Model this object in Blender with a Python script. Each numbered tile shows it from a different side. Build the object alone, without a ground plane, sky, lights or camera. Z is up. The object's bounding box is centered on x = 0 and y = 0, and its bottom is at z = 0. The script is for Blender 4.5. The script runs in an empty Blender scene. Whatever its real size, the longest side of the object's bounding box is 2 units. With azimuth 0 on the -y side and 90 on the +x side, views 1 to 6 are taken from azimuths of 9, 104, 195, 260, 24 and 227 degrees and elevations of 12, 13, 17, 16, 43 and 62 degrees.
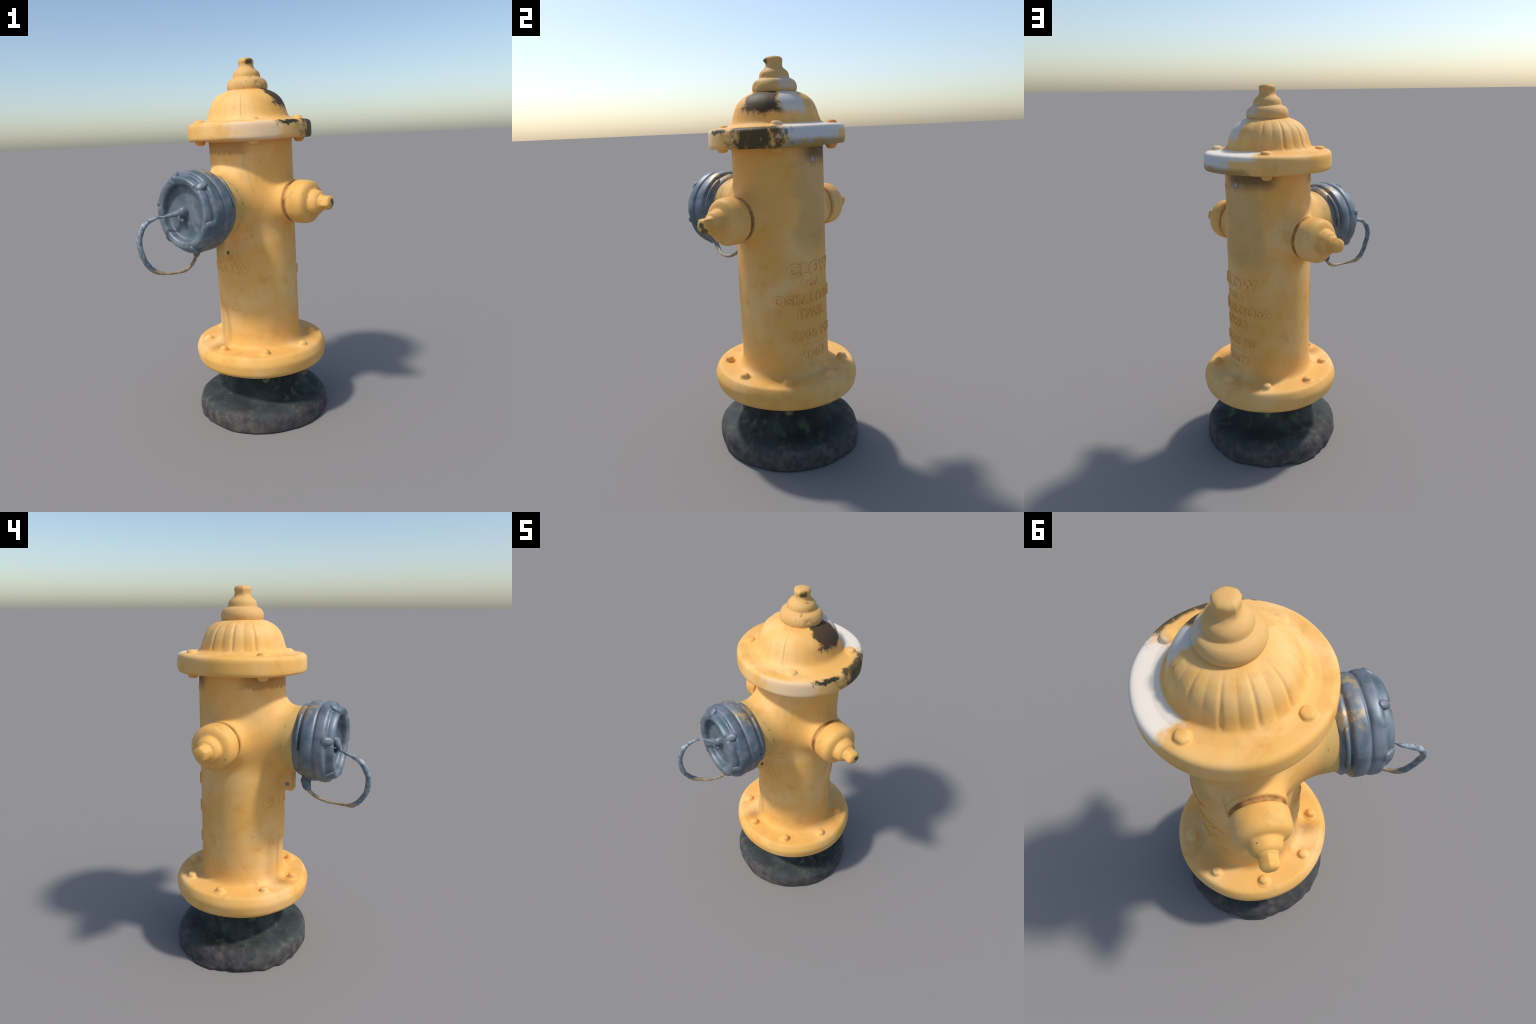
"""Weathered yellow fire hydrant: column, bonnet, two hose outlets, steamer outlet with grey cap and cable."""
import bpy, math, random
import numpy as np

random.seed(7)
rng = np.random.default_rng(7)
D = bpy.data
SCN = bpy.context.scene


# ------------------------------------------------------------------ frame
def axis_xy(z):
    """The column leans a few millimetres: centre of the column at height z."""
    return 0.032 - 0.006 * z, 0.092 - 0.006 * z


def lean(P):
    P = np.array(P, float)
    P[:, 0] += 0.032 - 0.006 * P[:, 2]
    P[:, 1] += 0.092 - 0.006 * P[:, 2]
    return P


def azdir(deg):
    a = math.radians(deg)
    return np.array([math.sin(a), -math.cos(a), 0.0])


# ------------------------------------------------------------------ smooth noise in code
def value_noise(P, scale, seed=0):
    """Trilinear value noise in -1..1 at points P."""
    Q = np.asarray(P, float) * scale + 100.0
    i = np.floor(Q).astype(np.int64)
    f = Q - i
    f = f * f * (3 - 2 * f)

    def h(ix, iy, iz):
        n = (ix * 73856093) ^ (iy * 19349663) ^ (iz * 83492791) ^ (seed * 2654435)
        n = (n ^ (n >> 13)) * 1274126177 & 0x7FFFFFFF
        return (n % 65536) / 32767.5 - 1.0
    out = np.zeros(len(Q))
    for dx in (0, 1):
        for dy in (0, 1):
            for dz in (0, 1):
                w = ((f[:, 0] if dx else 1 - f[:, 0]) * (f[:, 1] if dy else 1 - f[:, 1])
                     * (f[:, 2] if dz else 1 - f[:, 2]))
                out += w * h(i[:, 0] + dx, i[:, 1] + dy, i[:, 2] + dz)
    return out


# ------------------------------------------------------------------ mesh helpers
def make_object(name, verts, faces, mat, parent=None, smooth=True):
    me = D.meshes.new(name)
    me.from_pydata([tuple(v) for v in verts], [], [tuple(int(i) for i in f) for f in faces])
    me.polygons.foreach_set("use_smooth", [smooth] * len(me.polygons))
    me.materials.append(mat)
    me.update()
    ob = D.objects.new(name, me)
    SCN.collection.objects.link(ob)
    if parent is not None:
        ob.parent = parent
    return ob


def chaikin(pts, n=2):
    """Corner cutting: the soft, scanned look of cast iron under many coats of paint."""
    p = np.array(pts, float)
    for _ in range(n):
        q = 0.75 * p[:-1] + 0.25 * p[1:]
        r = 0.25 * p[:-1] + 0.75 * p[1:]
        mid = np.empty((2 * len(q), p.shape[1]))
        mid[0::2] = q
        mid[1::2] = r
        p = np.vstack([p[:1], mid, p[-1:]])
    return p


def resample(p, step):
    d = np.hypot(*np.diff(p, axis=0).T)
    s = np.concatenate([[0], np.cumsum(d)])
    n = max(2, int(s[-1] / step))
    t = np.linspace(0, s[-1], n + 1)
    return np.stack([np.interp(t, s, p[:, k]) for k in range(p.shape[1])], 1)


def lathe_grid(profile, seg):
    """profile rows (radius, height); returns R, H, THETA grids."""
    th = np.linspace(0, 2 * np.pi, seg, endpoint=False)
    R = np.repeat(profile[:, :1], seg, 1)
    H = np.repeat(profile[:, 1:2], seg, 1)
    T = np.repeat(th[None, :], len(profile), 0)
    return R, H, T


def grid_faces(rows, seg, flip=False):
    i = np.arange(rows - 1)[:, None] * seg
    j = np.arange(seg)[None, :]
    k = (j + 1) % seg
    f = np.stack([(i + j).ravel(), (i + k).ravel(), (i + seg + k).ravel(), (i + seg + j).ravel()], 1)
    return f[:, ::-1] if flip else f


def upright_lathe(name, pts, mat, parent, seg=192, step=0.006, cut=2, shape=None, shift=(0, 0)):
    """Surface of revolution about the leaning column axis. profile runs bottom to top.
    shape(R,H,AZ) -> R,H lets flutes, dents and lumps bend the surface. AZ in degrees."""
    prof = resample(chaikin(pts, cut), step)
    R, H, T = lathe_grid(prof, seg)
    AZ = np.degrees(T)
    if shape:
        R, H = shape(R, H, AZ)
    P = np.stack([R * np.sin(T) + shift[0], -R * np.cos(T) + shift[1], H], -1).reshape(-1, 3)
    return make_object(name, lean(P), grid_faces(len(prof), seg), mat, parent)


class Side:
    """Frame of a horizontal branch: n outwards, r to the right of someone facing it, z up."""
    def __init__(self, az, z):
        self.n = azdir(az)
        self.r = np.cross(-self.n, [0, 0, 1.0])
        cx, cy = axis_xy(z)
        self.o = np.array([cx, cy, z])

    def place(self, a, x, y):
        a, x, y = np.broadcast_arrays(a, x, y)
        return self.o + a[..., None] * self.n + x[..., None] * self.r + y[..., None] * np.array([0, 0, 1.0])


def side_lathe(name, side, pts, mat, parent, seg=128, step=0.005, cut=2, shape=None):
    """Surface of revolution about a branch axis, pts rows (a along axis, radius), inner end first."""
    p = resample(chaikin(pts, cut), step)
    R, A, T = lathe_grid(p[:, ::-1], seg)
    if shape:
        R, A = shape(R, A, np.degrees(T))
    P = side.place(A, R * np.cos(T), R * np.sin(T)).reshape(-1, 3)
    return make_object(name, P, grid_faces(len(p), seg), mat, parent)


def tube(name, pts, radii, mat, parent, sides=14, rough=0.0, seed=1):
    """Swept round bar through pts (Catmull-Rom), with own radius at each point."""
    pts = np.array(pts, float)
    ext = np.vstack([2 * pts[0] - pts[1], pts, 2 * pts[-1] - pts[-2]])
    C, Rr = [], []
    for i in range(len(pts) - 1):
        p0, p1, p2, p3 = ext[i:i + 4]
        for t in np.linspace(0, 1, 9)[:-1]:
            C.append(0.5 * (2 * p1 + (p2 - p0) * t + (2 * p0 - 5 * p1 + 4 * p2 - p3) * t ** 2
                            + (3 * p1 - p0 - 3 * p2 + p3) * t ** 3))
            Rr.append(radii[i] * (1 - t) + radii[i + 1] * t)
    C.append(pts[-1]); Rr.append(radii[-1])
    C, Rr = np.array(C), np.array(Rr)
    tan = np.gradient(C, axis=0)
    tan /= np.linalg.norm(tan, axis=1)[:, None]
    up = np.array([0.3, 0.5, 0.8])
    verts = []
    for c, t, r in zip(C, tan, Rr):
        u = np.cross(t, up); u /= np.linalg.norm(u)
        v = np.cross(t, u)
        up = np.cross(u, t)
        for k in range(sides):
            a = 2 * math.pi * k / sides
            verts.append(c + r * (math.cos(a) * u + math.sin(a) * v))
    V = np.array(verts)
    if rough:
        cc = np.repeat(C, sides, 0)
        V = cc + (V - cc) * (1 + rough * value_noise(V, 55, seed))[:, None]
    n = len(C)
    F = [tuple(f) for f in grid_faces(n, sides)]
    F.append(tuple(range(sides - 1, -1, -1)))
    F.append(tuple((n - 1) * sides + k for k in range(sides)))
    return make_object(name, V, F, mat, parent)


# ------------------------------------------------------------------ materials
class Nodes:
    """Small builder for node materials on object coordinates (which equal world metres here)."""
    def __init__(self, name):
        self.mat = D.materials.new(name)
        self.mat.use_nodes = True
        self.t = self.mat.node_tree
        self.t.nodes.clear()
        self.out = self.t.nodes.new("ShaderNodeOutputMaterial")
        self.bsdf = self.t.nodes.new("ShaderNodeBsdfPrincipled")
        self.t.links.new(self.bsdf.outputs[0], self.out.inputs[0])
        self.tc = self.t.nodes.new("ShaderNodeTexCoord")
        sep = self.t.nodes.new("ShaderNodeSeparateXYZ")
        self.geo = self.t.nodes.new("ShaderNodeNewGeometry")
        self.t.links.new(self.geo.outputs["Position"], sep.inputs[0])
        self.pos = self.geo.outputs["Position"]
        self.x, self.y, self.z = sep.outputs

    def put(self, sock, v):
        if isinstance(v, (int, float)):
            sock.default_value = v
        elif isinstance(v, tuple):
            sock.default_value = (*v, 1.0) if len(v) == 3 else v
        else:
            self.t.links.new(v, sock)

    def m(self, op, a, b=0.0, c=None):
        n = self.t.nodes.new("ShaderNodeMath")
        n.operation = op
        self.put(n.inputs[0], a); self.put(n.inputs[1], b)
        if c is not None:
            self.put(n.inputs[2], c)
        return n.outputs[0]

    def noise(self, scale, detail=3.0, rough=0.55, distort=0.0, stretch=None, offset=(0, 0, 0)):
        n = self.t.nodes.new("ShaderNodeTexNoise")
        n.inputs["Scale"].default_value = scale
        n.inputs["Detail"].default_value = detail
        n.inputs["Roughness"].default_value = rough
        n.inputs["Distortion"].default_value = distort
        mp = self.t.nodes.new("ShaderNodeMapping")
        mp.inputs["Location"].default_value = offset
        if stretch:
            mp.inputs["Scale"].default_value = stretch
        self.t.links.new(self.pos, mp.inputs[0])
        self.t.links.new(mp.outputs[0], n.inputs["Vector"])
        return n.outputs["Fac"]

    def ramp(self, v, lo, hi):
        """smoothstep of v from lo to hi (lo > hi inverts)."""
        n = self.t.nodes.new("ShaderNodeMapRange")
        n.interpolation_type = "SMOOTHSTEP"
        self.put(n.inputs[0], v)
        if lo < hi:
            n.inputs[1].default_value, n.inputs[2].default_value = lo, hi
            n.inputs[3].default_value, n.inputs[4].default_value = 0, 1
        else:
            n.inputs[1].default_value, n.inputs[2].default_value = hi, lo
            n.inputs[3].default_value, n.inputs[4].default_value = 1, 0
        return n.outputs[0]

    def mix(self, fac, a, b):
        n = self.t.nodes.new("ShaderNodeMix")
        n.data_type = "RGBA"
        self.put(n.inputs[0], fac)
        self.put(n.inputs[6], a); self.put(n.inputs[7], b)
        return n.outputs[2]

    def mul(self, *v):
        r = v[0]
        for q in v[1:]:
            r = self.m("MULTIPLY", r, q)
        return r

    def add(self, *v):
        r = v[0]
        for q in v[1:]:
            r = self.m("ADD", r, q)
        return r

    def azimuth(self, rel=0.0):
        """degrees round the column, -180..180, zero at rel."""
        dx = self.m("SUBTRACT", self.x, 0.024)
        dy = self.m("SUBTRACT", self.y, 0.083)
        a = self.m("ARCTAN2", dx, self.m("MULTIPLY", dy, -1.0))
        a = self.m("MULTIPLY", a, 180 / math.pi)
        a = self.m("SUBTRACT", a, rel)
        return self.wrap(a)

    def wrap(self, a):
        n = self.t.nodes.new("ShaderNodeMath")
        n.operation = "WRAP"
        self.put(n.inputs[0], a)
        n.inputs[1].default_value = 180.0
        n.inputs[2].default_value = -180.0
        return n.outputs[0]

    def radius(self):
        dx = self.m("SUBTRACT", self.x, 0.024)
        dy = self.m("SUBTRACT", self.y, 0.083)
        return self.m("SQRT", self.add(self.mul(dx, dx), self.mul(dy, dy)))

    def band(self, v, lo, hi, soft):
        """1 between lo and hi with soft borders."""
        return self.mul(self.ramp(v, lo - soft, lo + soft), self.ramp(v, hi + soft, hi - soft))

    def spot(self, centre, radius, soft):
        n = self.t.nodes.new("ShaderNodeVectorMath")
        n.operation = "DISTANCE"
        self.t.links.new(self.pos, n.inputs[0])
        n.inputs[1].default_value = centre
        return self.ramp(n.outputs["Value"], radius + soft, radius - soft)

    def finish(self, colour, rough=0.5, spec=0.4, metal=0.0, bump=None, bump_strength=0.2, bump_dist=0.002):
        self.put(self.bsdf.inputs["Base Color"], colour)
        self.put(self.bsdf.inputs["Roughness"], rough)
        self.put(self.bsdf.inputs["Metallic"], metal)
        self.bsdf.inputs["Specular IOR Level"].default_value = spec
        if bump is not None:
            b = self.t.nodes.new("ShaderNodeBump")
            b.inputs["Strength"].default_value = bump_strength
            b.inputs["Distance"].default_value = bump_dist
            self.put(b.inputs["Height"], bump)
            self.t.links.new(b.outputs[0], self.bsdf.inputs["Normal"])
        return self.mat


YELLOW = (0.80, 0.432, 0.112)
YELLOW_PALE = (0.84, 0.515, 0.195)
YELLOW_DEEP = (0.70, 0.335, 0.070)
OLIVE = (0.42, 0.27, 0.085)
BLACK = (0.020, 0.022, 0.018)
WHITE = (0.82, 0.73, 0.60)


def paint_base(N):
    """Sun-bleached yellow paint: broad paler and deeper fields plus faint stains."""
    big = N.noise(3.2, 3, 0.5, 0.4)
    mid = N.noise(11, 4, 0.6, 0.3, offset=(3, 1, 5))
    c = N.mix(N.ramp(big, 0.42, 0.68), YELLOW, YELLOW_PALE)
    c = N.mix(N.mul(N.ramp(mid, 0.50, 0.74), 0.65), c, YELLOW_DEEP)
    stain = N.noise(6, 5, 0.6, 0.6, stretch=(1.6, 1.6, 0.5), offset=(9, 4, 2))
    return N.mix(N.mul(N.ramp(stain, 0.58, 0.78), 0.35), c, OLIVE)


def mat_body():
    N = Nodes("yellow_paint")
    c = paint_base(N)
    # sky reflection tinted grey-olive into the back of the barrel, soft wavy border
    wob = N.mul(N.m("SUBTRACT", N.noise(9, 4, 0.6), 0.5), 40.0)
    az = N.add(N.azimuth(155), wob)
    strip = N.mul(N.band(az, -30, 34, 7), N.band(N.z, 1.08, 1.60, 0.05), 0.35)
    c = N.mix(strip, c, (0.40, 0.31, 0.17))
    # occlusion shadow below the bonnet flange painted brown, ragged lower border
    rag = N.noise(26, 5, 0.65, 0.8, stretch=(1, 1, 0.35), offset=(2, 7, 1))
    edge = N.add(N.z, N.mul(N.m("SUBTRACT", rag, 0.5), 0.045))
    flange_shade = N.mul(N.ramp(edge, 1.495, 1.515), N.band(N.azimuth(-45), -55, 48, 10), 0.55)
    c = N.mix(flange_shade, c, (0.26, 0.135, 0.04))
    dark_back = N.mul(N.ramp(edge, 1.475, 1.54), N.band(N.azimuth(165), -28, 40, 12), 0.75)
    c = N.mix(dark_back, c, (0.06, 0.048, 0.035))
    a = math.radians(150)
    blue = N.spot((0.024 + 0.229 * math.sin(a), 0.083 - 0.229 * math.cos(a), 1.512), 0.011, 0.007)
    c = N.mix(blue, c, (0.33, 0.40, 0.52))
    # dark chips along the rim next to the outlets
    chips = N.noise(70, 3, 0.6, offset=(4, 4, 4))
    c = N.mix(N.mul(N.ramp(chips, 0.735, 0.765), 0.5), c, (0.16, 0.10, 0.03))
    return N.finish(c, 0.60, 0.22, bump=N.noise(120, 4, 0.6), bump_strength=0.12)


def mat_neck():
    """Pumper outlet: greener, paler paint near the cap, dark nicks along a scored line."""
    N = Nodes("outlet_paint")
    c = paint_base(N)
    r = N.radius()
    c = N.mix(N.mul(N.ramp(r, 0.275, 0.33), 0.55), c, (0.50, 0.38, 0.13))
    nick = N.noise(60, 3, 0.7, offset=(1, 2, 9))
    line = N.band(r, 0.318, 0.328, 0.006)
    c = N.mix(N.mul(line, N.ramp(nick, 0.55, 0.64), 0.8), c, (0.09, 0.08, 0.03))
    return N.finish(c, 0.60, 0.22, bump=N.noise(120, 4, 0.6), bump_strength=0.12)


def mat_cap_yellow():
    N = Nodes("hose_cap_paint")
    c = paint_base(N)
    green = N.noise(16, 4, 0.6, 0.4, offset=(5, 2, 8))
    c = N.mix(N.mul(N.ramp(green, 0.50, 0.72), 0.5), c, (0.48, 0.36, 0.11))
    chips = N.noise(48, 3, 0.62, 0.3, offset=(8, 1, 3))
    c = N.mix(N.mul(N.ramp(chips, 0.685, 0.72), 0.75), c, (0.10, 0.075, 0.03))
    # bare dark spots on the nose of the square nuts
    r = N.radius()
    tip = N.mul(N.ramp(r, 0.465, 0.485), N.ramp(N.noise(22, 3, 0.6, offset=(2, 2, 2)), 0.56, 0.64), N.ramp(N.x, 0.0, 0.1), 0.85)
    c = N.mix(tip, c, (0.03, 0.045, 0.025))
    return N.finish(c, 0.58, 0.22, bump=N.noise(110, 4, 0.6), bump_strength=0.14)


def mat_bonnet():
    """Bonnet paint with the black burnt patch and the bleached white quarter."""
    N = Nodes("bonnet_paint")
    c = paint_base(N)
    r = N.radius()
    n1 = N.noise(14, 5, 0.62, 0.8, offset=(1, 3, 2))
    n2 = N.noise(34, 4, 0.6, 0.6, offset=(6, 3, 1))
    w = N.add(N.mul(N.m("SUBTRACT", n1, 0.5), 36.0), N.mul(N.m("SUBTRACT", n2, 0.5), 20.0))
    # streaky noise that runs down the dome for drips
    azn = N.add(N.azimuth(100), w)
    on_rim = N.ramp(r, 0.222, 0.236)
    on_dome = N.m("SUBTRACT", 1.0, on_rim)
    # white quarter
    zz = N.add(N.z, N.mul(N.m("SUBTRACT", n1, 0.5), 0.10))
    w_dome = N.mul(N.band(azn, 12, 50, 4), N.band(zz, 1.735, 1.86, 0.025), on_dome)
    c = N.mix(N.mul(w_dome, 0.9), c, (0.62, 0.60, 0.56))
    w_rim_top = N.mul(N.band(azn, 9, 84, 8), on_rim, N.ramp(N.z, 1.640, 1.660))
    w_rim_side = N.mul(N.band(azn, 9, 62, 6), on_rim, N.ramp(N.add(N.z, N.mul(N.m("SUBTRACT", n2, 0.5), 0.16)), 1.58, 1.625),
                       N.ramp(N.z, 1.668, 1.650))
    c = N.mix(N.m("MAXIMUM", w_rim_top, 0.0), c, WHITE)
    c = N.mix(N.mul(w_rim_side, 0.9), c, (0.60, 0.63, 0.66))
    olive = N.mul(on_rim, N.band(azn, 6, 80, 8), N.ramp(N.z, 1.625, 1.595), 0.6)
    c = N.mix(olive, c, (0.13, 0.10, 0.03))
    # cream bleaching on the front of the rim
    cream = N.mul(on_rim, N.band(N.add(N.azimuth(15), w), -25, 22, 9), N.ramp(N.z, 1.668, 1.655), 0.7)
    c = N.mix(cream, c, (0.80, 0.60, 0.40))
    # black patches
    zb = N.add(N.z, N.mul(N.m("SUBTRACT", n2, 0.5), 0.07), N.mul(N.m("SUBTRACT", n1, 0.5), 0.05))
    b_dome = N.mul(N.band(N.add(azn, N.mul(N.m("SUBTRACT", N.z, 1.76), 60.0)), -50, 11, 6), N.band(zb, 1.735, 1.862, 0.018), on_dome)
    c = N.mix(N.mul(b_dome, 0.93), c, (0.028, 0.022, 0.018))
    b_rim = N.mul(on_rim, N.band(N.add(azn, N.mul(N.m("SUBTRACT", N.noise(22, 4, 0.6, 0.3, offset=(7, 7, 2)), 0.5), 45.0)), -36, 7, 9), N.ramp(N.add(r, N.mul(N.m("SUBTRACT", n1, 0.5), 0.05)), 0.292, 0.312),
                  N.ramp(N.noise(30, 4, 0.65, stretch=(1, 1, 0.4), offset=(2, 5, 2)), 0.30, 0.46))
    c = N.mix(N.mul(b_rim, 0.92), c, (0.026, 0.030, 0.016))
    b_edge = N.mul(on_rim, N.band(azn, -64, -46, 4), N.band(N.add(N.z, N.mul(N.m("SUBTRACT", n2, 0.5), 0.06)), 1.642, 1.668, 0.006),
                   N.ramp(r, 0.315, 0.325))
    c = N.mix(b_edge, c, (0.04, 0.04, 0.02))
    return N.finish(c, 0.58, 0.22, bump=N.noise(120, 4, 0.6), bump_strength=0.12)


def mat_nut():
    """Operating nut: duller paint with bare chips on the front and a pale smear behind."""
    N = Nodes("nut_paint")
    c = paint_base(N)
    c = N.mix(0.4, c, (0.52, 0.36, 0.17))
    n1 = N.noise(30, 4, 0.6, 0.5)
    az = N.azimuth(28)
    chips = N.mul(N.band(az, -32, 30, 10), N.ramp(n1, 0.56, 0.64), N.ramp(N.z, 1.985, 1.97))
    c = N.mix(N.mul(chips, 0.75), c, (0.14, 0.115, 0.05))
    top = N.mul(N.band(az, -28, 22, 10), N.band(N.add(N.z, N.mul(N.m("SUBTRACT", n1, 0.5), 0.02)), 1.963, 1.992, 0.006))
    c = N.mix(N.mul(top, 0.9), c, (0.05, 0.048, 0.02))
    pale = N.mul(N.band(N.azimuth(138), -26, 26, 9), N.band(N.z, 1.845, 1.90, 0.012), 0.7)
    c = N.mix(pale, c, (0.62, 0.55, 0.47))
    return N.finish(c, 0.60, 0.22, bump=N.noise(120, 4, 0.6), bump_strength=0.15)


def mat_steel():
    """Blue-grey anodised cap with worn paler and rosy patches and yellow overspray behind."""
    N = Nodes("blue_grey_metal")
    n1 = N.noise(9, 4, 0.6, 0.5)
    n2 = N.noise(17, 4, 0.6, 0.4, offset=(4, 4, 1))
    c = N.mix(N.ramp(n1, 0.35, 0.68), (0.090, 0.130, 0.155), (0.190, 0.225, 0.265))
    c = N.mix(N.mul(N.ramp(n2, 0.52, 0.72), 0.6), c, (0.27, 0.245, 0.275))
    c = N.mix(N.mul(N.ramp(N.noise(13, 4, 0.6, offset=(9, 9, 1)), 0.58, 0.74), 0.55), c, (0.12, 0.17, 0.14))
    r = N.radius()
    over = N.mul(N.ramp(N.z, 1.36, 1.42), N.ramp(r, 0.46, 0.42), N.ramp(N.noise(20, 4, 0.65, offset=(1, 1, 7)), 0.42, 0.66))
    c = N.mix(N.mul(over, 0.7), c, (0.60, 0.42, 0.16))
    return N.finish(c, N.add(0.36, N.mul(n2, 0.25)), 0.5, 0.25, bump=N.noise(60, 4, 0.6), bump_strength=0.18)


def mat_cable():
    """Grey-blue coating that gives way to a tan rope at the bottom of the loop."""
    N = Nodes("cable_coating")
    s = N.add(N.mul(N.z, 1.0), N.mul(N.y, 0.55))
    n1 = N.noise(45, 3, 0.6)
    grey = N.mix(N.ramp(n1, 0.4, 0.65), (0.12, 0.16, 0.19), (0.25, 0.29, 0.32))
    grey = N.mix(N.mul(N.ramp(N.z, 1.15, 1.19), N.ramp(n1, 0.38, 0.62), 0.55), grey, (0.45, 0.49, 0.50))
    tan = N.mix(N.ramp(n1, 0.4, 0.65), (0.30, 0.225, 0.13), (0.46, 0.36, 0.22))
    low = N.ramp(N.add(N.z, N.mul(N.m("SUBTRACT", n1, 0.5), 0.02)), 0.972, 0.956)
    back = N.mul(N.ramp(N.y, -0.36, -0.33), N.ramp(N.z, 1.05, 1.03))
    c = N.mix(N.m("MAXIMUM", low, back), grey, tan)
    return N.finish(c, 0.5, 0.4, bump=N.noise(150, 3, 0.6), bump_strength=0.3)


def mat_base():
    """Dark iron shoe: blackish green with mossy fields and a skirt of grey-brown dirt."""
    N = Nodes("mossy_iron")
    n1 = N.noise(7, 4, 0.55, 0.3)
    n2 = N.noise(20, 4, 0.6, 0.2, offset=(3, 3, 3))
    c = N.mix(N.ramp(n1, 0.38, 0.66), (0.016, 0.022, 0.023), (0.042, 0.054, 0.052))
    c = N.mix(N.mul(N.ramp(n2, 0.50, 0.68), N.ramp(N.noise(5, 3, 0.5, offset=(8, 2, 5)), 0.42, 0.6), 0.85), c, (0.075, 0.105, 0.060))
    zz = N.add(N.z, N.mul(N.m("SUBTRACT", n1, 0.5), 0.16))
    dirt = N.mul(N.ramp(zz, 0.135, 0.065), 0.85)
    c = N.mix(dirt, c, N.mix(N.ramp(n2, 0.36, 0.66), (0.056, 0.050, 0.050), (0.115, 0.098, 0.092)))
    scratch = N.noise(90, 3, 0.6, stretch=(1, 1, 0.2), offset=(1, 9, 2))
    c = N.mix(N.mul(N.ramp(scratch, 0.66, 0.74), 0.4), c, (0.15, 0.16, 0.14))
    return N.finish(c, 0.72, 0.3, bump=N.noise(55, 5, 0.65), bump_strength=0.35, bump_dist=0.004)


def mat_dark_bolt():
    N = Nodes("mossy_bolt")
    c = N.mix(N.ramp(N.noise(40, 3, 0.6), 0.4, 0.62), (0.03, 0.035, 0.025), (0.14, 0.14, 0.075))
    return N.finish(c, 0.7, 0.3)


def mat_groove():
    """Darker brown colour for the groove behind each hose cap."""
    N = Nodes("groove_brown")
    c = N.mix(N.ramp(N.noise(18, 4, 0.6), 0.38, 0.66), (0.32, 0.16, 0.045), (0.62, 0.34, 0.12))
    return N.finish(c, 0.7, 0.2)


def mat_plain_paint(name):
    N = Nodes(name)
    return N.finish(paint_base(N), 0.60, 0.22, bump=N.noise(120, 4, 0.6), bump_strength=0.12)


M_BODY, M_NECK, M_CAP, M_BONNET = mat_body(), mat_neck(), mat_cap_yellow(), mat_bonnet()
M_NUT, M_STEEL, M_CABLE, M_BASE, M_BOLT = mat_nut(), mat_steel(), mat_cable(), mat_base(), mat_dark_bolt()
M_PAINT = mat_plain_paint("flange_paint")
M_GROOVE = mat_groove()

# ------------------------------------------------------------------ root
root = D.objects.new("fire_hydrant", None)
root.location = (0, 0, 0)
SCN.collection.objects.link(root)
root["label"] = "weathered yellow cast iron fire hydrant with grey steamer cap"
root["category"] = "fire hydrant"

AZ_A, AZ_B, AZ_P = 58.9, 238.9, -31.7      # two hose outlets and the steamer (pumper) outlet
Z_OUT, Z_P = 1.245, 1.237
R_BARREL = 0.2275


# ------------------------------------------------------------------ column with its outlets: smooth-union distance field
def smin(a, b, k):
    h = np.clip(0.5 + 0.5 * (b - a) / k, 0, 1)
    return b * (1 - h) + a * h - k * h * (1 - h)


def bulge(az, z):
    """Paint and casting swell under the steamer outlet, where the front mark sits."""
    d = (az - 337 + 180) % 360 - 180
    return 0.012 * np.exp(-(d / 31.0) ** 2) * np.exp(-(np.abs(z - 0.76) / 0.165) ** 3)


def body_distance(x, y, z):
    rad = np.hypot(x, y)
    r0 = R_BARREL + bulge(np.degrees(np.arctan2(x, -y)), z)
    d = np.maximum(rad - r0, np.maximum(0.40 - z, z - 1.60))

    def branch(az, zc, radius, length):
        n = azdir(az)
        a = x * n[0] + y * n[1]
        lat = -x * n[1] + y * n[0]
        q = np.hypot(lat, z - zc)
        rr = q - radius
        return np.maximum(rr, np.maximum(-a, a - length))
    d = smin(d, branch(AZ_A, Z_OUT, 0.110, 0.275), 0.075)
    d = smin(d, branch(AZ_B, Z_OUT, 0.110, 0.275), 0.075)
    d = smin(d, branch(AZ_P, Z_P, 0.170, 0.37), 0.092)
    # chain boss below the steamer outlet: rounded block
    n = azdir(-30)
    a = x * n[0] + y * n[1]
    lat = -x * n[1] + y * n[0]
    rnd = 0.014
    qx = np.abs(lat) - (0.033 - rnd)
    qa = np.abs(a - 0.235) - (0.066 - rnd)
    qz = np.abs(z - 1.02) - (0.068 - rnd)
    box = (np.sqrt(np.maximum(qx, 0) ** 2 + np.maximum(qa, 0) ** 2 + np.maximum(qz, 0) ** 2)
           + np.minimum(np.maximum(qx, np.maximum(qa, qz)), 0) - rnd)
    d = smin(d, box, 0.016)
    return d


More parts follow.
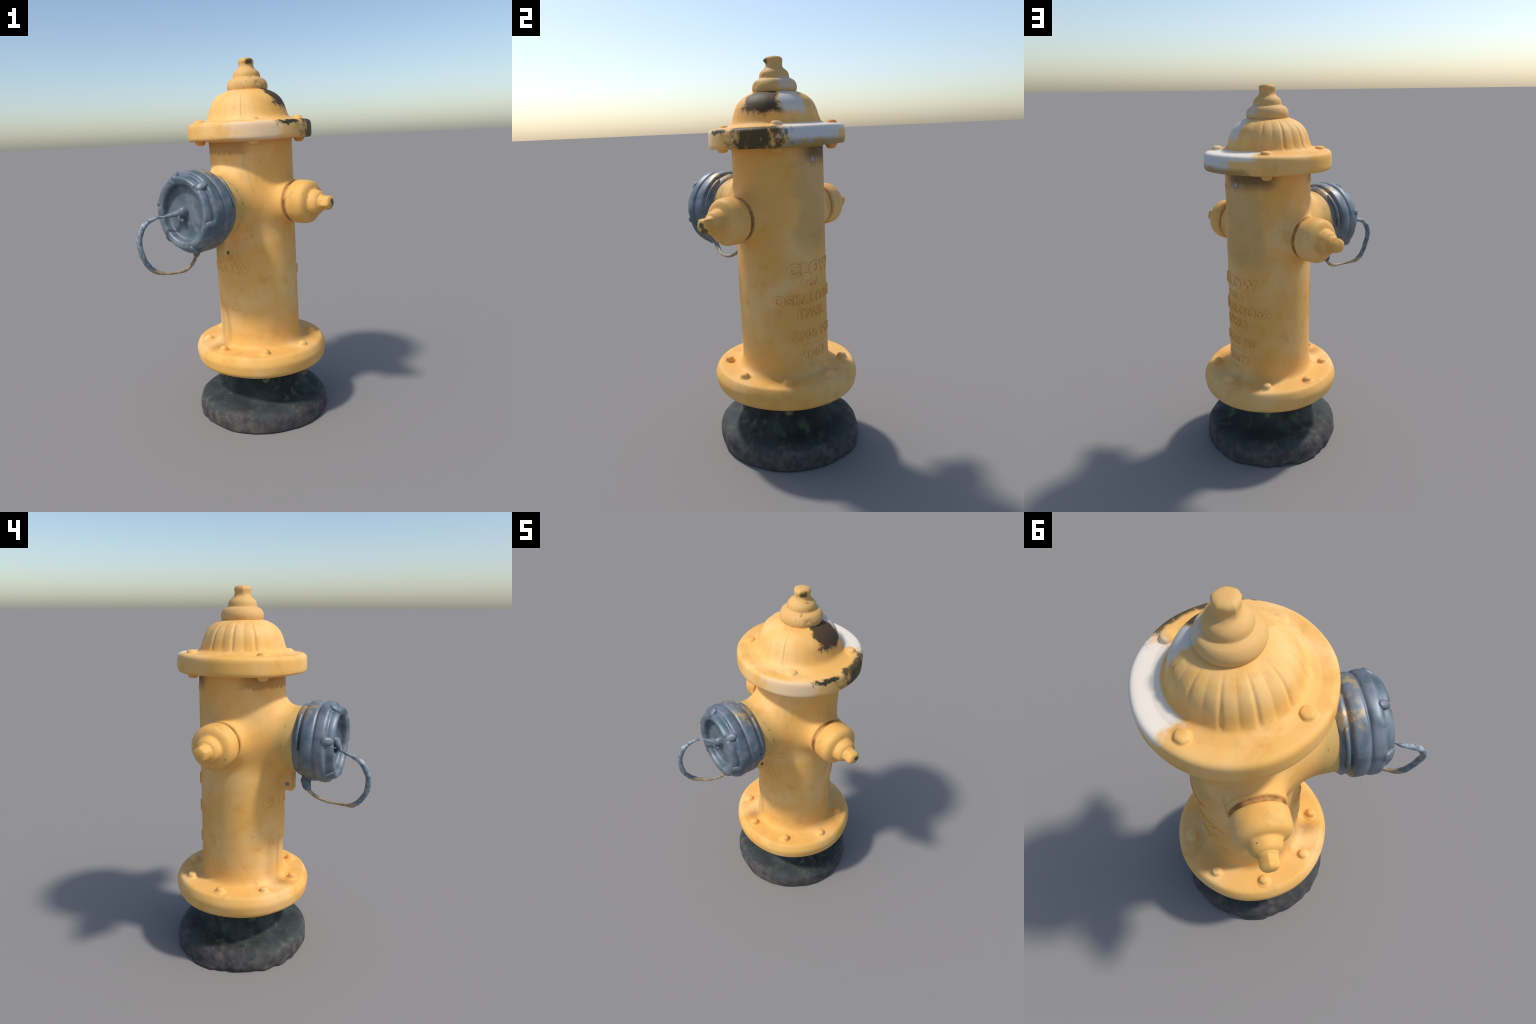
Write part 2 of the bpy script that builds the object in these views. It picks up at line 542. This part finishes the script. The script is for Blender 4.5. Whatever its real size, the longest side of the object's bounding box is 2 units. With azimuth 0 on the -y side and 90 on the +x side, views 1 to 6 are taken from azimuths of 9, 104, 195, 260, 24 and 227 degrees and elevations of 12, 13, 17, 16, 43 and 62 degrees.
def surface_nets(fn, lo, hi, h):
    """Naive surface nets on a regular grid, vertices pulled onto the zero level."""
    ax = [np.arange(l, u + h, h) for l, u in zip(lo, hi)]
    X, Y, Z = np.meshgrid(*ax, indexing="ij")
    F = fn(X, Y, Z).astype(np.float32)
    nx, ny, nz = F.shape
    S = F < 0
    cnt = np.zeros((nx - 1, ny - 1, nz - 1), np.int8)
    for i in (0, 1):
        for j in (0, 1):
            for k in (0, 1):
                cnt += S[i:nx - 1 + i, j:ny - 1 + j, k:nz - 1 + k]
    act = (cnt > 0) & (cnt < 8)
    idx = -np.ones(act.shape, np.int64)
    cells = np.argwhere(act)
    idx[act] = np.arange(len(cells))
    P = np.array(lo) + (cells + 0.5) * h
    e = 1e-4
    for _ in range(5):
        v = fn(*P.T)
        g = np.stack([(fn(*(P + d).T) - fn(*(P - d).T)) / (2 * e) for d in np.eye(3) * e], 1)
        step = -v[:, None] * g / np.maximum((g * g).sum(1), 0.2)[:, None]
        P += np.clip(step, -0.7 * h, 0.7 * h)
    faces = []
    # x, y and z edges
    s = S[1:] != S[:-1]
    for axis in range(3):
        a = np.moveaxis(S, axis, 0)
        ch = np.argwhere(a[1:] != a[:-1])
        inside = a[:-1][tuple(ch.T)]
        full = np.empty_like(ch)
        order = [axis] + [q for q in range(3) if q != axis]
        for col, o in enumerate(order):
            full[:, o] = ch[:, col]
        u, w = (axis + 1) % 3, (axis + 2) % 3
        ok = (full[:, u] > 0) & (full[:, w] > 0) & (full[:, u] < S.shape[u] - 1) & (full[:, w] < S.shape[w] - 1)
        full, inside = full[ok], inside[ok]
        du, dw = np.eye(3, dtype=int)[u], np.eye(3, dtype=int)[w]
        q = [idx[tuple((full - du - dw).T)], idx[tuple((full - dw).T)], idx[tuple(full.T)], idx[tuple((full - du).T)]]
        q = np.stack(q, 1)
        q[~inside] = q[~inside][:, ::-1]
        faces.append(q)
    return P, np.vstack(faces)


P, Fq = surface_nets(body_distance, (-0.405, -0.435, 0.415), (0.345, 0.345, 1.585), 0.005)
# vertex normals of the whole, kept by every piece so that no seam shows
eps = 2e-4
G = np.stack([body_distance(*(P + d).T) - body_distance(*(P - d).T) for d in np.eye(3) * eps], 1)
G /= np.maximum(np.linalg.norm(G, axis=1), 1e-9)[:, None]
lump = value_noise(P, 14, 3) * 0.0008 + value_noise(P, 5, 4) * 0.0010
lump *= np.clip((P[:, 2] - 0.52) / 0.1, 0, 1)
Pw = P + G * lump[:, None]
Pw = lean(Pw)
cen = P[Fq].mean(1)
rad = np.hypot(cen[:, 0], cen[:, 1])


def in_branch(az, zc, radius):
    n = azdir(az)
    a = cen[:, 0] * n[0] + cen[:, 1] * n[1]
    lat = -cen[:, 0] * n[1] + cen[:, 1] * n[0]
    return (np.hypot(lat, cen[:, 2] - zc) < radius) & (a > 0) & (rad > 0.238)


regA = in_branch(AZ_A, Z_OUT, 0.13)
regB = in_branch(AZ_B, Z_OUT, 0.13)
regP = in_branch(AZ_P, Z_P, 0.19) & ~regA & ~regB
nb = azdir(-30)
lat_b = -cen[:, 0] * nb[1] + cen[:, 1] * nb[0]
regL = (np.abs(lat_b) < 0.045) & (cen[:, 2] > 0.94) & (cen[:, 2] < 1.07) & (rad > 0.234) & (cen @ nb > 0)
regP &= ~regL
parts = {}
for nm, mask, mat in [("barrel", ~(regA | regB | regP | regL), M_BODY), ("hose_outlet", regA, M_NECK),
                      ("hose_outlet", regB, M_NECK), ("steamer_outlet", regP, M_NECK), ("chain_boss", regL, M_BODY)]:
    f = Fq[mask]
    used = np.unique(f)
    remap = -np.ones(len(P), np.int64)
    remap[used] = np.arange(len(used))
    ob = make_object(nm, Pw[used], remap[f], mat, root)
    ob.data.normals_split_custom_set_from_vertices([tuple(v) for v in G[used]])
    parts.setdefault(nm, []).append(ob)
barrel = parts["barrel"][0]
outletA, outletB = parts["hose_outlet"]
steamer = parts["steamer_outlet"][0]
boss = parts["chain_boss"][0]


# ------------------------------------------------------------------ small domed hardware
def dome_mesh(name, r, h, mat, flare=1.5, seg=28):
    """Paint-clogged bolt head: rounded button on a flared skirt, z up from 0."""
    prof = chaikin([(r * flare, -0.004), (r * flare * 0.9, 0.0), (r * 1.22, h * 0.12), (r * 1.04, h * 0.36), (r * 0.90, h * 0.8),
                    (r * 0.60, h), (0.0008, h * 1.05)], 2)
    R, H, T = lathe_grid(prof, seg)
    hexa = 1 + 0.03 * np.cos(6 * T) * np.exp(-((H - 0.6 * h) / (0.35 * h)) ** 2)
    Pm = np.stack([R * hexa * np.cos(T), R * hexa * np.sin(T), H], -1).reshape(-1, 3)
    ob = make_object(name, Pm, grid_faces(len(prof), seg), mat)
    SCN.collection.objects.unlink(ob)
    return ob.data


# ------------------------------------------------------------------ lower flange
def low_flange_shape(R, H, AZ):
    a = np.radians(AZ)
    R = R + np.where(R > 0.3, 0.0015 * np.sin(3 * a + 1) + 0.001 * np.sin(7 * a), 0)
    # ripple where paint pooled
    H = H + np.where((R > 0.24) & (H > 0.42), 0.0012 * np.sin(5 * a + 2), 0)
    return R, H


lower_flange = upright_lathe(
    "lower_flange",
    [(0.212, 0.298), (0.265, 0.300), (0.315, 0.304), (0.345, 0.316), (0.362, 0.327), (0.3715, 0.340), (0.3755, 0.360), (0.3788, 0.384),
     (0.3785, 0.396), (0.374, 0.410), (0.364, 0.430), (0.354, 0.4385), (0.335, 0.4395), (0.300, 0.4385), (0.270, 0.4385), (0.250, 0.443),
     (0.238, 0.455), (0.2315, 0.474), (0.2285, 0.500), (0.2278, 0.53), (0.2250, 0.545)],
    M_PAINT, root, seg=224, shape=low_flange_shape)

bolt_data = dome_mesh("flange_bolt", 0.0235, 0.026, M_PAINT, flare=1.75)
dark_data = dome_mesh("flange_stud", 0.021, 0.040, M_BOLT, flare=1.2)
for k in range(8):
    az = 13.0 + 45 * k + (0.0, 0.5, 0.8, 0.2, -0.2, 0.6, 1.0, -1.5)[k]
    r = 0.303 + rng.uniform(-0.004, 0.006)
    cx, cy = axis_xy(0.437)
    d = azdir(az)
    b = D.objects.new("flange_bolt", bolt_data)
    SCN.collection.objects.link(b)
    b.parent = lower_flange
    b.location = (cx + r * d[0], cy + r * d[1], 0.4385)
    b.rotation_euler = (rng.uniform(-.09, .09), rng.uniform(-.09, .09), rng.uniform(0, 6))
    s = rng.uniform(0.92, 1.08)
    b.scale = (s, s, rng.uniform(0.75, 1.1))
    n = D.objects.new("flange_stud", dark_data)
    SCN.collection.objects.link(n)
    n.parent = lower_flange
    n.location = (cx + 0.300 * d[0], cy + 0.296 * d[1], 0.308)
    n.rotation_euler = (math.pi + rng.uniform(-.15, .15), rng.uniform(-.15, .15), rng.uniform(0, 6))
    n.scale = (1, 1, rng.uniform(0.8, 1.15))


# ------------------------------------------------------------------ iron shoe at the ground
def shoe_shape(R, H, AZ):
    a = np.radians(AZ)
    Q = np.stack([R * np.sin(a), -R * np.cos(a), H], -1).reshape(-1, 3)
    n = (value_noise(Q, 9, 11) * 0.006 + value_noise(Q, 22, 12) * 0.003).reshape(R.shape)
    low = np.clip((0.30 - H) / 0.08, 0, 1)
    R = R + n * low * np.clip(R / 0.3, 0, 1)
    H = H + 0.006 * low * value_noise(Q, 12, 13).reshape(R.shape) * (H > 0.03)
    # back of the foot spreads a little more than the front
    back = 0.5 - 0.5 * np.cos(np.radians(AZ - 35))
    R = R + 0.012 * (back - 0.35) * np.clip((0.10 - H) / 0.10, 0, 1) * (R > 0.3)
    # ragged broken lip round the back left
    lip = np.clip((0.05 - H) / 0.05, 0, 1)
    jag = value_noise(np.stack([AZ.ravel() / 5.0, H.ravel() * 30, 0 * H.ravel()], 1), 1.0, 14).reshape(R.shape)
    sector = np.exp(-((((AZ - 235) + 180) % 360 - 180) / 60.0) ** 2)
    R = R - 0.013 * lip * sector * (R > 0.3) * jag
    return R, H


shoe = upright_lathe(
    "ground_shoe",
    [(0.001, 0.0), (0.20, 0.0), (0.366, 0.0), (0.3735, 0.002), (0.3760, 0.012), (0.3770, 0.045), (0.3742, 0.076), (0.364, 0.098), (0.343, 0.114),
     (0.310, 0.123), (0.270, 0.129), (0.241, 0.143), (0.222, 0.173), (0.212, 0.210), (0.211, 0.260), (0.222, 0.303)],
    M_BASE, root, seg=224, shape=shoe_shape)


# ------------------------------------------------------------------ bonnet
def groove_mask(AZ):
    return np.clip((AZ - 145) / 10, 0, 1) * np.clip((372 - AZ) / 12, 0, 1)


def dome_shape(R, H, AZ):
    on = np.clip((H - 1.681) / 0.016, 0, 1) * np.clip((1.833 - H) / 0.02, 0, 1)
    ph = (AZ - 6.8 + 15) % 30 - 15
    amp = (0.10 + 0.90 * groove_mask(AZ)) * on * np.clip(R / 0.19, 0.4, 1.0)
    cut = np.exp(-(ph / 2.1) ** 2)
    lobes = 0.0048 * (1 - np.abs(ph / 15) ** 3)
    R = R + amp * (-0.0052 * cut + lobes)
    H = H - 0.0030 * np.cos(np.radians(AZ - 10)) * np.clip((R - 0.12) / 0.12, 0, 1)
    return R, H


bonnet = upright_lathe(
    "bonnet",
    [(0.285, 1.669), (0.262, 1.6735), (0.243, 1.6775), (0.228, 1.684), (0.218, 1.695), (0.2115, 1.712), (0.2045, 1.737), (0.195, 1.763),
     (0.1805, 1.788), (0.157, 1.810), (0.130, 1.825), (0.110, 1.832), (0.085, 1.836)],
    M_BONNET, root, seg=360, step=0.004, shape=dome_shape, shift=(-0.003, -0.005))


def rim_shape(R, H, AZ):
    a = np.radians(AZ)
    edge = np.clip((R - 0.29) / 0.03, 0, 1)
    R = R + edge * (0.0012 * np.sin(2 * a + 0.6) + 0.0008 * np.sin(9 * a))
    H = H - 0.0030 * np.cos(a - math.radians(10)) * R / 0.33 - 0.0015
    H = H + edge * 0.0010 * np.sin(2 * a + 2.0) - np.where((H < 1.6) & (R > 0.3), 0.0025 * np.maximum(0, np.sin(4 * a + 0.4)), 0)
    # broken corner on the bleached side
    sec = np.exp(-((AZ - 150) / 22.0) ** 2)
    jag = 0.5 + 0.5 * np.sin(AZ * 0.55) * np.sin(AZ * 0.23 + 1)
    R = R - 0.006 * sec * edge * jag * (H < 1.6)
    return R, H


rim = upright_lathe(
    "bonnet_flange",
    [(0.2200, 1.566), (0.2285, 1.569), (0.236, 1.5745), (0.250, 1.579), (0.285, 1.582), (0.305, 1.580), (0.318, 1.5775), (0.329, 1.579),
     (0.3350, 1.586), (0.3368, 1.598), (0.3368, 1.62), (0.3362, 1.648), (0.332, 1.662), (0.322, 1.6705), (0.300, 1.6735), (0.27, 1.6735), (0.24, 1.674)],
    M_BONNET, root, seg=256, shape=rim_shape)

rim_bolt = dome_mesh("bonnet_bolt", 0.0275, 0.021, M_BONNET, flare=1.9)
rim_nut = dome_mesh("bonnet_nut", 0.026, 0.024, M_PAINT, flare=1.25)
for k, az in enumerate((13.0, 103.0, 194.8, 282.6)):
    cx, cy = axis_xy(1.67)
    d = azdir(az)
    b = D.objects.new("bonnet_bolt", rim_bolt)
    SCN.collection.objects.link(b)
    b.parent = rim
    r = (0.262, 0.265, 0.272, 0.272)[k]
    b.location = (cx + r * d[0], cy + r * d[1], 1.669 - 0.0025 * math.cos(math.radians(az - 10)))
    b.rotation_euler = (rng.uniform(-.1, .1), rng.uniform(-.1, .1), rng.uniform(0, 6))
    b.scale = (1, 1, (0.8, 1.15, 0.95, 0.9)[k])
    n = D.objects.new("bonnet_nut", rim_nut)
    SCN.collection.objects.link(n)
    n.parent = rim
    n.location = (cx + 0.272 * d[0], cy + 0.272 * d[1], 1.576)
    n.rotation_euler = (math.pi, 0, rng.uniform(0, 6))


# ------------------------------------------------------------------ operating nut
def nut_shape(R, H, AZ):
    top = np.clip((H - 1.948) / 0.012, 0, 1)
    a = np.radians(AZ)
    # five-sided stem
    ph = ((AZ - 13 + 36) % 72) - 36
    penta = (np.cos(np.radians(36)) / np.cos(np.radians(ph)) * 1.12)
    R = R * (1 + top * 0.35 * (penta - 1))
    # overhanging spur at the front of the head
    spur = np.exp(-(((AZ - 18 + 180) % 360 - 180) / 26.0) ** 2) * np.exp(-((H - 1.982) / 0.010) ** 2)
    R = R + 0.009 * spur * (R > 0.012)
    Q = np.stack([R * np.sin(a), -R * np.cos(a), H], -1).reshape(-1, 3)
    front = np.exp(-(((AZ - 40 + 180) % 360 - 180) / 32.0) ** 2)
    R = R + (0.3 + 1.6 * front) * (value_noise(Q, 28, 21) * 0.0022).reshape(R.shape) * (H < 1.95)
    # the lower ring dips at the front where rust has eaten it
    R = R - 0.006 * np.exp(-(((AZ - 40 + 180) % 360 - 180) / 9.0) ** 2) * np.exp(-((H - 1.862) / 0.015) ** 2)
    return R, H


nut = upright_lathe(
    "operating_nut",
    [(0.090, 1.826), (0.104, 1.830), (0.1075, 1.838), (0.1105, 1.852), (0.108, 1.868), (0.0985, 1.885), (0.084, 1.893),
     (0.0745, 1.8965), (0.0738, 1.906), (0.071, 1.919), (0.063, 1.931), (0.051, 1.940), (0.0435, 1.947), (0.0405, 1.957),
     (0.0405, 1.968), (0.0425, 1.978), (0.0415, 1.9875), (0.035, 1.9955), (0.020, 2.0000), (0.0006, 2.0003)],
    M_NUT, root, seg=128, step=0.003, cut=1, shape=nut_shape)

# ------------------------------------------------------------------ hose caps
for az, outlet, turn in ((AZ_A, outletA, 20), (AZ_B, outletB, 55)):
    S = Side(az, Z_OUT)

    def cap_shape(R, A, TH, turn=turn):
        # cast pips on the side of the cap
        Q = np.stack([R * np.cos(np.radians(TH)), R * np.sin(np.radians(TH)), A], -1).reshape(-1, 3)
        R = R + (value_noise(Q, 24, 31 + turn) * 0.0012).reshape(R.shape)
        return R, A
    side_lathe("outlet_collar", S,
               [(0.238, 0.106), (0.252, 0.1095), (0.2545, 0.1070), (0.257, 0.1070), (0.260, 0.1135), (0.271, 0.1145), (0.2785, 0.1120),
                (0.281, 0.1040)], M_CAP, outlet, step=0.0025, cut=1)
    side_lathe("cap_groove", S, [(0.276, 0.108), (0.281, 0.1035), (0.285, 0.0965), (0.291, 0.0945), (0.298, 0.0955), (0.304, 0.102)],
               M_GROOVE, outlet, step=0.002, cut=1)
    cap = side_lathe("hose_cap", S,
                     [(0.299, 0.088), (0.301, 0.103), (0.306, 0.1105), (0.316, 0.1125), (0.335, 0.1125), (0.360, 0.1125), (0.379, 0.1105),
                      (0.394, 0.102), (0.403, 0.088), (0.407, 0.074), (0.410, 0.067), (0.418, 0.0635), (0.435, 0.0610), (0.447, 0.055),
                      (0.454, 0.046), (0.458, 0.036), (0.460, 0.020)], M_CAP, root, step=0.003, cut=1, shape=cap_shape)

    def stem_shape(R, A, TH, turn=turn):
        ph = ((TH - turn + 36) % 72) - 36
        penta = math.cos(math.radians(36)) / np.cos(np.radians(ph)) * 1.10
        return R * (1 + 0.55 * (penta - 1) * np.clip((A - 0.462) / 0.008, 0, 1)), A
    side_lathe("cap_nut", S,
               [(0.448, 0.046), (0.456, 0.0425), (0.464, 0.0375), (0.476, 0.0355), (0.492, 0.0365), (0.502, 0.0355), (0.5105, 0.029),
                (0.5145, 0.017), (0.5155, 0.0006)], M_CAP, cap, seg=64, step=0.003, cut=1, shape=stem_shape)

# ------------------------------------------------------------------ steamer cap
SP = Side(AZ_P, Z_P - 0.002)
LUGS = (106, 46, -14, -74, -134, 166)


def ang(a, b):
    return (a - b + 180) % 360 - 180


def steamer_shape(R, A, TH):
    Q = np.stack([R * np.cos(np.radians(TH)), R * np.sin(np.radians(TH)), A * 1.5], -1).reshape(-1, 3)
    R0 = R
    dirt = (value_noise(Q, 16, 41) * 0.0022).reshape(R.shape)
    R = R + (dirt + 0.004) * (R > 0.16)
    # raised crescents along the bevel of the face, each stopping short at a lug
    bevel = np.exp(-((R0 - 0.170) / 0.012) ** 2) * (A > 0.505)
    cres = np.zeros_like(R)
    for L, amp in zip(LUGS, (1.0, 1.0, 0.35, 0.5, 0.7, 0.7)):
        t = ang(L, TH)                       # degrees clockwise past the lug
        cres = np.maximum(cres, amp * np.clip((t - 2) / 4, 0, 1) * np.clip((57 - t) / 4, 0, 1))
    A = A + 0.011 * bevel * cres
    grv = np.exp(-((R0 - 0.189) / 0.006) ** 2) * (A > 0.49)
    A = A - 0.009 * grv * cres
    R = R - 0.006 * grv * cres
    # paint-swollen ridge ends around the rear collar
    rear = np.exp(-((A - 0.362) / 0.016) ** 2)
    R = R + rear * (0.006 * np.clip(np.cos(np.radians(TH - 60)) * 3 - 1.4, 0, 1) + 0.004 * np.cos(np.radians(3 * TH)))
    return R, A


steamer_cap = side_lathe(
    "steamer_cap", SP,
    [(0.330, 0.155), (0.334, 0.166), (0.343, 0.174), (0.358, 0.179), (0.374, 0.181), (0.380, 0.183), (0.385, 0.192), (0.392, 0.200),
     (0.412, 0.2025), (0.434, 0.2025), (0.443, 0.2000), (0.447, 0.1955), (0.451, 0.1955), (0.455, 0.200), (0.464, 0.2040), (0.484, 0.2045),
     (0.498, 0.2020), (0.510, 0.194), (0.524, 0.183), (0.536, 0.172), (0.542, 0.161), (0.542, 0.151), (0.537, 0.1435),
     (0.526, 0.1395), (0.513, 0.1375), (0.506, 0.133), (0.503, 0.122), (0.502, 0.10), (0.503, 0.06), (0.506, 0.03), (0.508, 0.0006)],
    M_STEEL, root, seg=240, step=0.003, cut=1, shape=steamer_shape)


def lug_mesh():
    """Rounded wedge lug lying on the bevel, local x along the bevel, y tangential, z out."""
    n, m = 20, 12
    V = []
    for i in range(m + 1):
        v = math.pi * i / m
        for j in range(n):
            u = 2 * math.pi * j / n
            s = lambda t, p: math.copysign(abs(t) ** p, t)
            V.append((0.030 * s(math.cos(u), 0.85) * math.sin(v) ** 0.85, 0.019 * s(math.sin(u), 0.85) * math.sin(v) ** 0.85,
                      -0.014 * s(math.cos(v), 0.8)))
    ob = make_object("cap_lug", np.array(V), grid_faces(m + 1, n), M_STEEL)
    SCN.collection.objects.unlink(ob)
    return ob.data


from mathutils import Matrix, Vector
lug_data = lug_mesh()
for L, sc in zip(LUGS, (1.0, 1.05, 0.95, 1.1, 1.1, 1.15)):
    t = math.radians(L)
    radial = Vector(SP.r) * math.cos(t) + Vector((0, 0, 1)) * math.sin(t)
    out = Vector(SP.n)
    along = (radial * 0.62 - out * 0.78).normalized()
    norm = (radial * 0.78 + out * 0.62).normalized()
    tang = norm.cross(along)
    c = SP.place(np.array(0.517), np.array(0.1865 * math.cos(t)), np.array(0.1865 * math.sin(t)))
    o = D.objects.new("cap_lug", lug_data)
    SCN.collection.objects.link(o)
    o.parent = steamer_cap
    mtx = Matrix((along, tang, norm)).transposed().to_4x4()
    o.matrix_world = Matrix.Translation(Vector(c)) @ mtx @ Matrix.Diagonal((sc, sc, sc, 1))


def arc_bar(name, a, r, th0, th1, wa, wr, mat, parent):
    """Rounded bar that follows the cap's rim from angle th0 to th1."""
    n, m = 40, 12
    V = []
    for i in range(n + 1):
        f = i / n
        t = math.radians(th0 + (th1 - th0) * f)
        e = min(1.0, min(f, 1 - f) * n / 3 + 0.15) ** 0.5
        for j in range(m):
            u = 2 * math.pi * j / m
            q = lambda t_: math.copysign(abs(t_) ** 0.6, t_)
            aa, rr = a + wa * e * q(math.cos(u)), r + wr * e * q(math.sin(u))
            V.append(SP.place(np.array(aa), np.array(rr * math.cos(t)), np.array(rr * math.sin(t))))
    F = [tuple(f) for f in grid_faces(n + 1, m)]
    F += [tuple(range(m - 1, -1, -1)), tuple(n * m + k for k in range(m))]
    return make_object(name, np.array(V), F, mat, parent)


arc_bar("latch_rib", 0.365, 0.184, 64, 4, 0.008, 0.012, M_STEEL, steamer_cap)
arc_bar("latch_rib", 0.385, 0.193, -2, -12, 0.024, 0.010, M_STEEL, steamer_cap)
arc_bar("latch_rib", 0.365, 0.184, 184, 122, 0.008, 0.011, M_STEEL, steamer_cap)
arc_bar("latch_rib", 0.366, 0.184, 304, 250, 0.009, 0.011, M_STEEL, steamer_cap)

# pull knob in the dish and the retaining cable
tube("pull_knob", [(-0.243, -0.322, 1.243), (-0.262, -0.346, 1.242), (-0.275, -0.351, 1.239), (-0.300, -0.352, 1.232),
                   (-0.327, -0.350, 1.225), (-0.352, -0.348, 1.2205)],
     [0.036, 0.029, 0.020, 0.0145, 0.0115, 0.0070], M_STEEL, steamer_cap, rough=0.12)
tube("knob_shank", [(-0.266, -0.350, 1.236), (-0.277, -0.357, 1.222), (-0.276, -0.357, 1.204), (-0.262, -0.350, 1.196)],
     [0.011, 0.008, 0.008, 0.012], M_STEEL, steamer_cap, rough=0.25)
tube("retaining_cable",
     [(-0.347, -0.3485, 1.2212), (-0.366, -0.351, 1.2185), (-0.390, -0.360, 1.2155), (-0.4257, -0.394, 1.2024), (-0.4485, -0.427, 1.1714),
      (-0.4590, -0.4535, 1.1094), (-0.4458, -0.4560, 1.0352), (-0.4254, -0.4300, 0.9774), (-0.3954, -0.4031, 0.9471),
      (-0.357, -0.382, 0.936), (-0.3211, -0.3556, 0.9308), (-0.2797, -0.3043, 0.9351), (-0.2584, -0.2557, 0.9554), (-0.2475, -0.226, 0.982),
      (-0.243, -0.212, 1.005)],
     [0.0042, 0.0036, 0.0070, 0.0122, 0.0140, 0.0138, 0.0135, 0.0135, 0.0120, 0.0072, 0.0062, 0.0090, 0.0100, 0.0095, 0.012],
     M_CABLE, steamer_cap, rough=0.16, seed=5)
tube("cable_clevis", [(-0.2465, -0.224, 0.988), (-0.2440, -0.214, 1.003), (-0.238, -0.207, 1.022), (-0.226, -0.212, 1.046), (-0.205, -0.225, 1.075)],
     [0.012, 0.020, 0.024, 0.026, 0.028], M_STEEL, steamer_cap, rough=0.2, seed=9)

# pin heads and hole on the chain boss
for a, x, z, r in ((0.277, 0.034, 0.993, 0.010), (0.270, -0.034, 0.990, 0.011)):
    B = Side(-30, z)
    c = B.place(np.array(a), np.array(x), np.array(0.0))
    V, n, m = [], 16, 8
    for i in range(m + 1):
        v = math.pi * i / m
        for j in range(n):
            u = 2 * math.pi * j / n
            V.append(c + r * (math.sin(v) * math.cos(u) * B.n + math.sin(v) * math.sin(u) * np.array([0, 0, 1.0])
                              - 0.4 * math.cos(v) * B.r))
    make_object("boss_pin", np.array(V), grid_faces(m + 1, n), M_BOLT if x > 0 else M_STEEL, boss)


# ------------------------------------------------------------------ cast lettering
def cast_line(text, az0, az1, z0, z1, relief, parent=barrel, heavy=0.030):
    """A line of raised letters wrapped round the barrel between two azimuths and two heights."""
    cu = D.curves.new("lettering", "FONT")
    cu.body = text
    cu.size = 1.0
    cu.space_character = 1.12
    cu.offset = heavy
    cu.extrude = 0.25
    tmp = D.objects.new("lettering", cu)
    SCN.collection.objects.link(tmp)
    bpy.context.view_layer.update()
    dg = bpy.context.evaluated_depsgraph_get()
    me = D.meshes.new_from_object(tmp.evaluated_get(dg))
    D.objects.remove(tmp)
    co = np.empty(len(me.vertices) * 3)
    me.vertices.foreach_get("co", co)
    co = co.reshape(-1, 3)
    w = math.radians(az1 - az0) * R_BARREL
    lo, hi = co.min(0), co.max(0)
    co[:, 0] = (co[:, 0] - lo[0]) / (hi[0] - lo[0]) * w
    co[:, 1] = (co[:, 1] - lo[1]) / (hi[1] - lo[1]) * (z1 - z0)
    co[:, 2] = (co[:, 2] - lo[2]) / (hi[2] - lo[2]) * (relief + 0.008) - 0.008
    me.vertices.foreach_set("co", co.ravel())
    me.update()
    ob = D.objects.new("lettering", me)
    SCN.collection.objects.link(ob)
    rm = ob.modifiers.new("remesh", "REMESH")
    rm.mode = "VOXEL"
    rm.voxel_size = 0.0018
    sm = ob.modifiers.new("smooth", "SMOOTH")
    sm.factor = 0.5
    sm.iterations = 9
    bpy.context.view_layer.update()
    dg = bpy.context.evaluated_depsgraph_get()
    me2 = D.meshes.new_from_object(ob.evaluated_get(dg))
    D.objects.remove(ob)
    D.meshes.remove(me)
    co = np.empty(len(me2.vertices) * 3)
    me2.vertices.foreach_get("co", co)
    co = co.reshape(-1, 3)
    az = math.radians(az0) + co[:, 0] / R_BARREL
    rr = R_BARREL + co[:, 2] + bulge(np.degrees(az), z0 + co[:, 1])
    Pm = lean(np.stack([rr * np.sin(az), -rr * np.cos(az), z0 + co[:, 1]], 1))
    me2.vertices.foreach_set("co", Pm.ravel())
    me2.polygons.foreach_set("use_smooth", [True] * len(me2.polygons))
    me2.materials.clear()
    me2.materials.append(M_BODY)
    me2.update()
    me2.name = "lettering"
    o = D.objects.new("lettering", me2)
    SCN.collection.objects.link(o)
    o.parent = parent
    return o


cast_line("CLOW", 109, 180, 0.957, 1.021, 0.0075)
cast_line("USA", 126, 159, 0.897, 0.931, 0.0058)
cast_line("OSKALOOSA", 91, 199, 0.811, 0.863, 0.0070)
cast_line("IOWA", 121, 165, 0.735, 0.787, 0.0070)
cast_line("2500 PSI", 111.5, 179, 0.627, 0.675, 0.0070)
cast_line("-", 126, 160, 0.594, 0.601, 0.0040)
cast_line("2007", 122, 167, 0.517, 0.569, 0.0070)
cast_line("LEN 2007", 105, 181, 1.476, 1.502, 0.0030, heavy=0.02)
# the same casting mark on the front, nearly drowned in paint
cast_line("CLOW", 289, 360, 0.866, 0.930, 0.0045)
cast_line("USA", 306, 339, 0.806, 0.840, 0.0012)
cast_line("OSKALOOSA", 271, 370, 0.725, 0.775, 0.0014)
cast_line("IOWA", 301, 345, 0.655, 0.705, 0.0024)
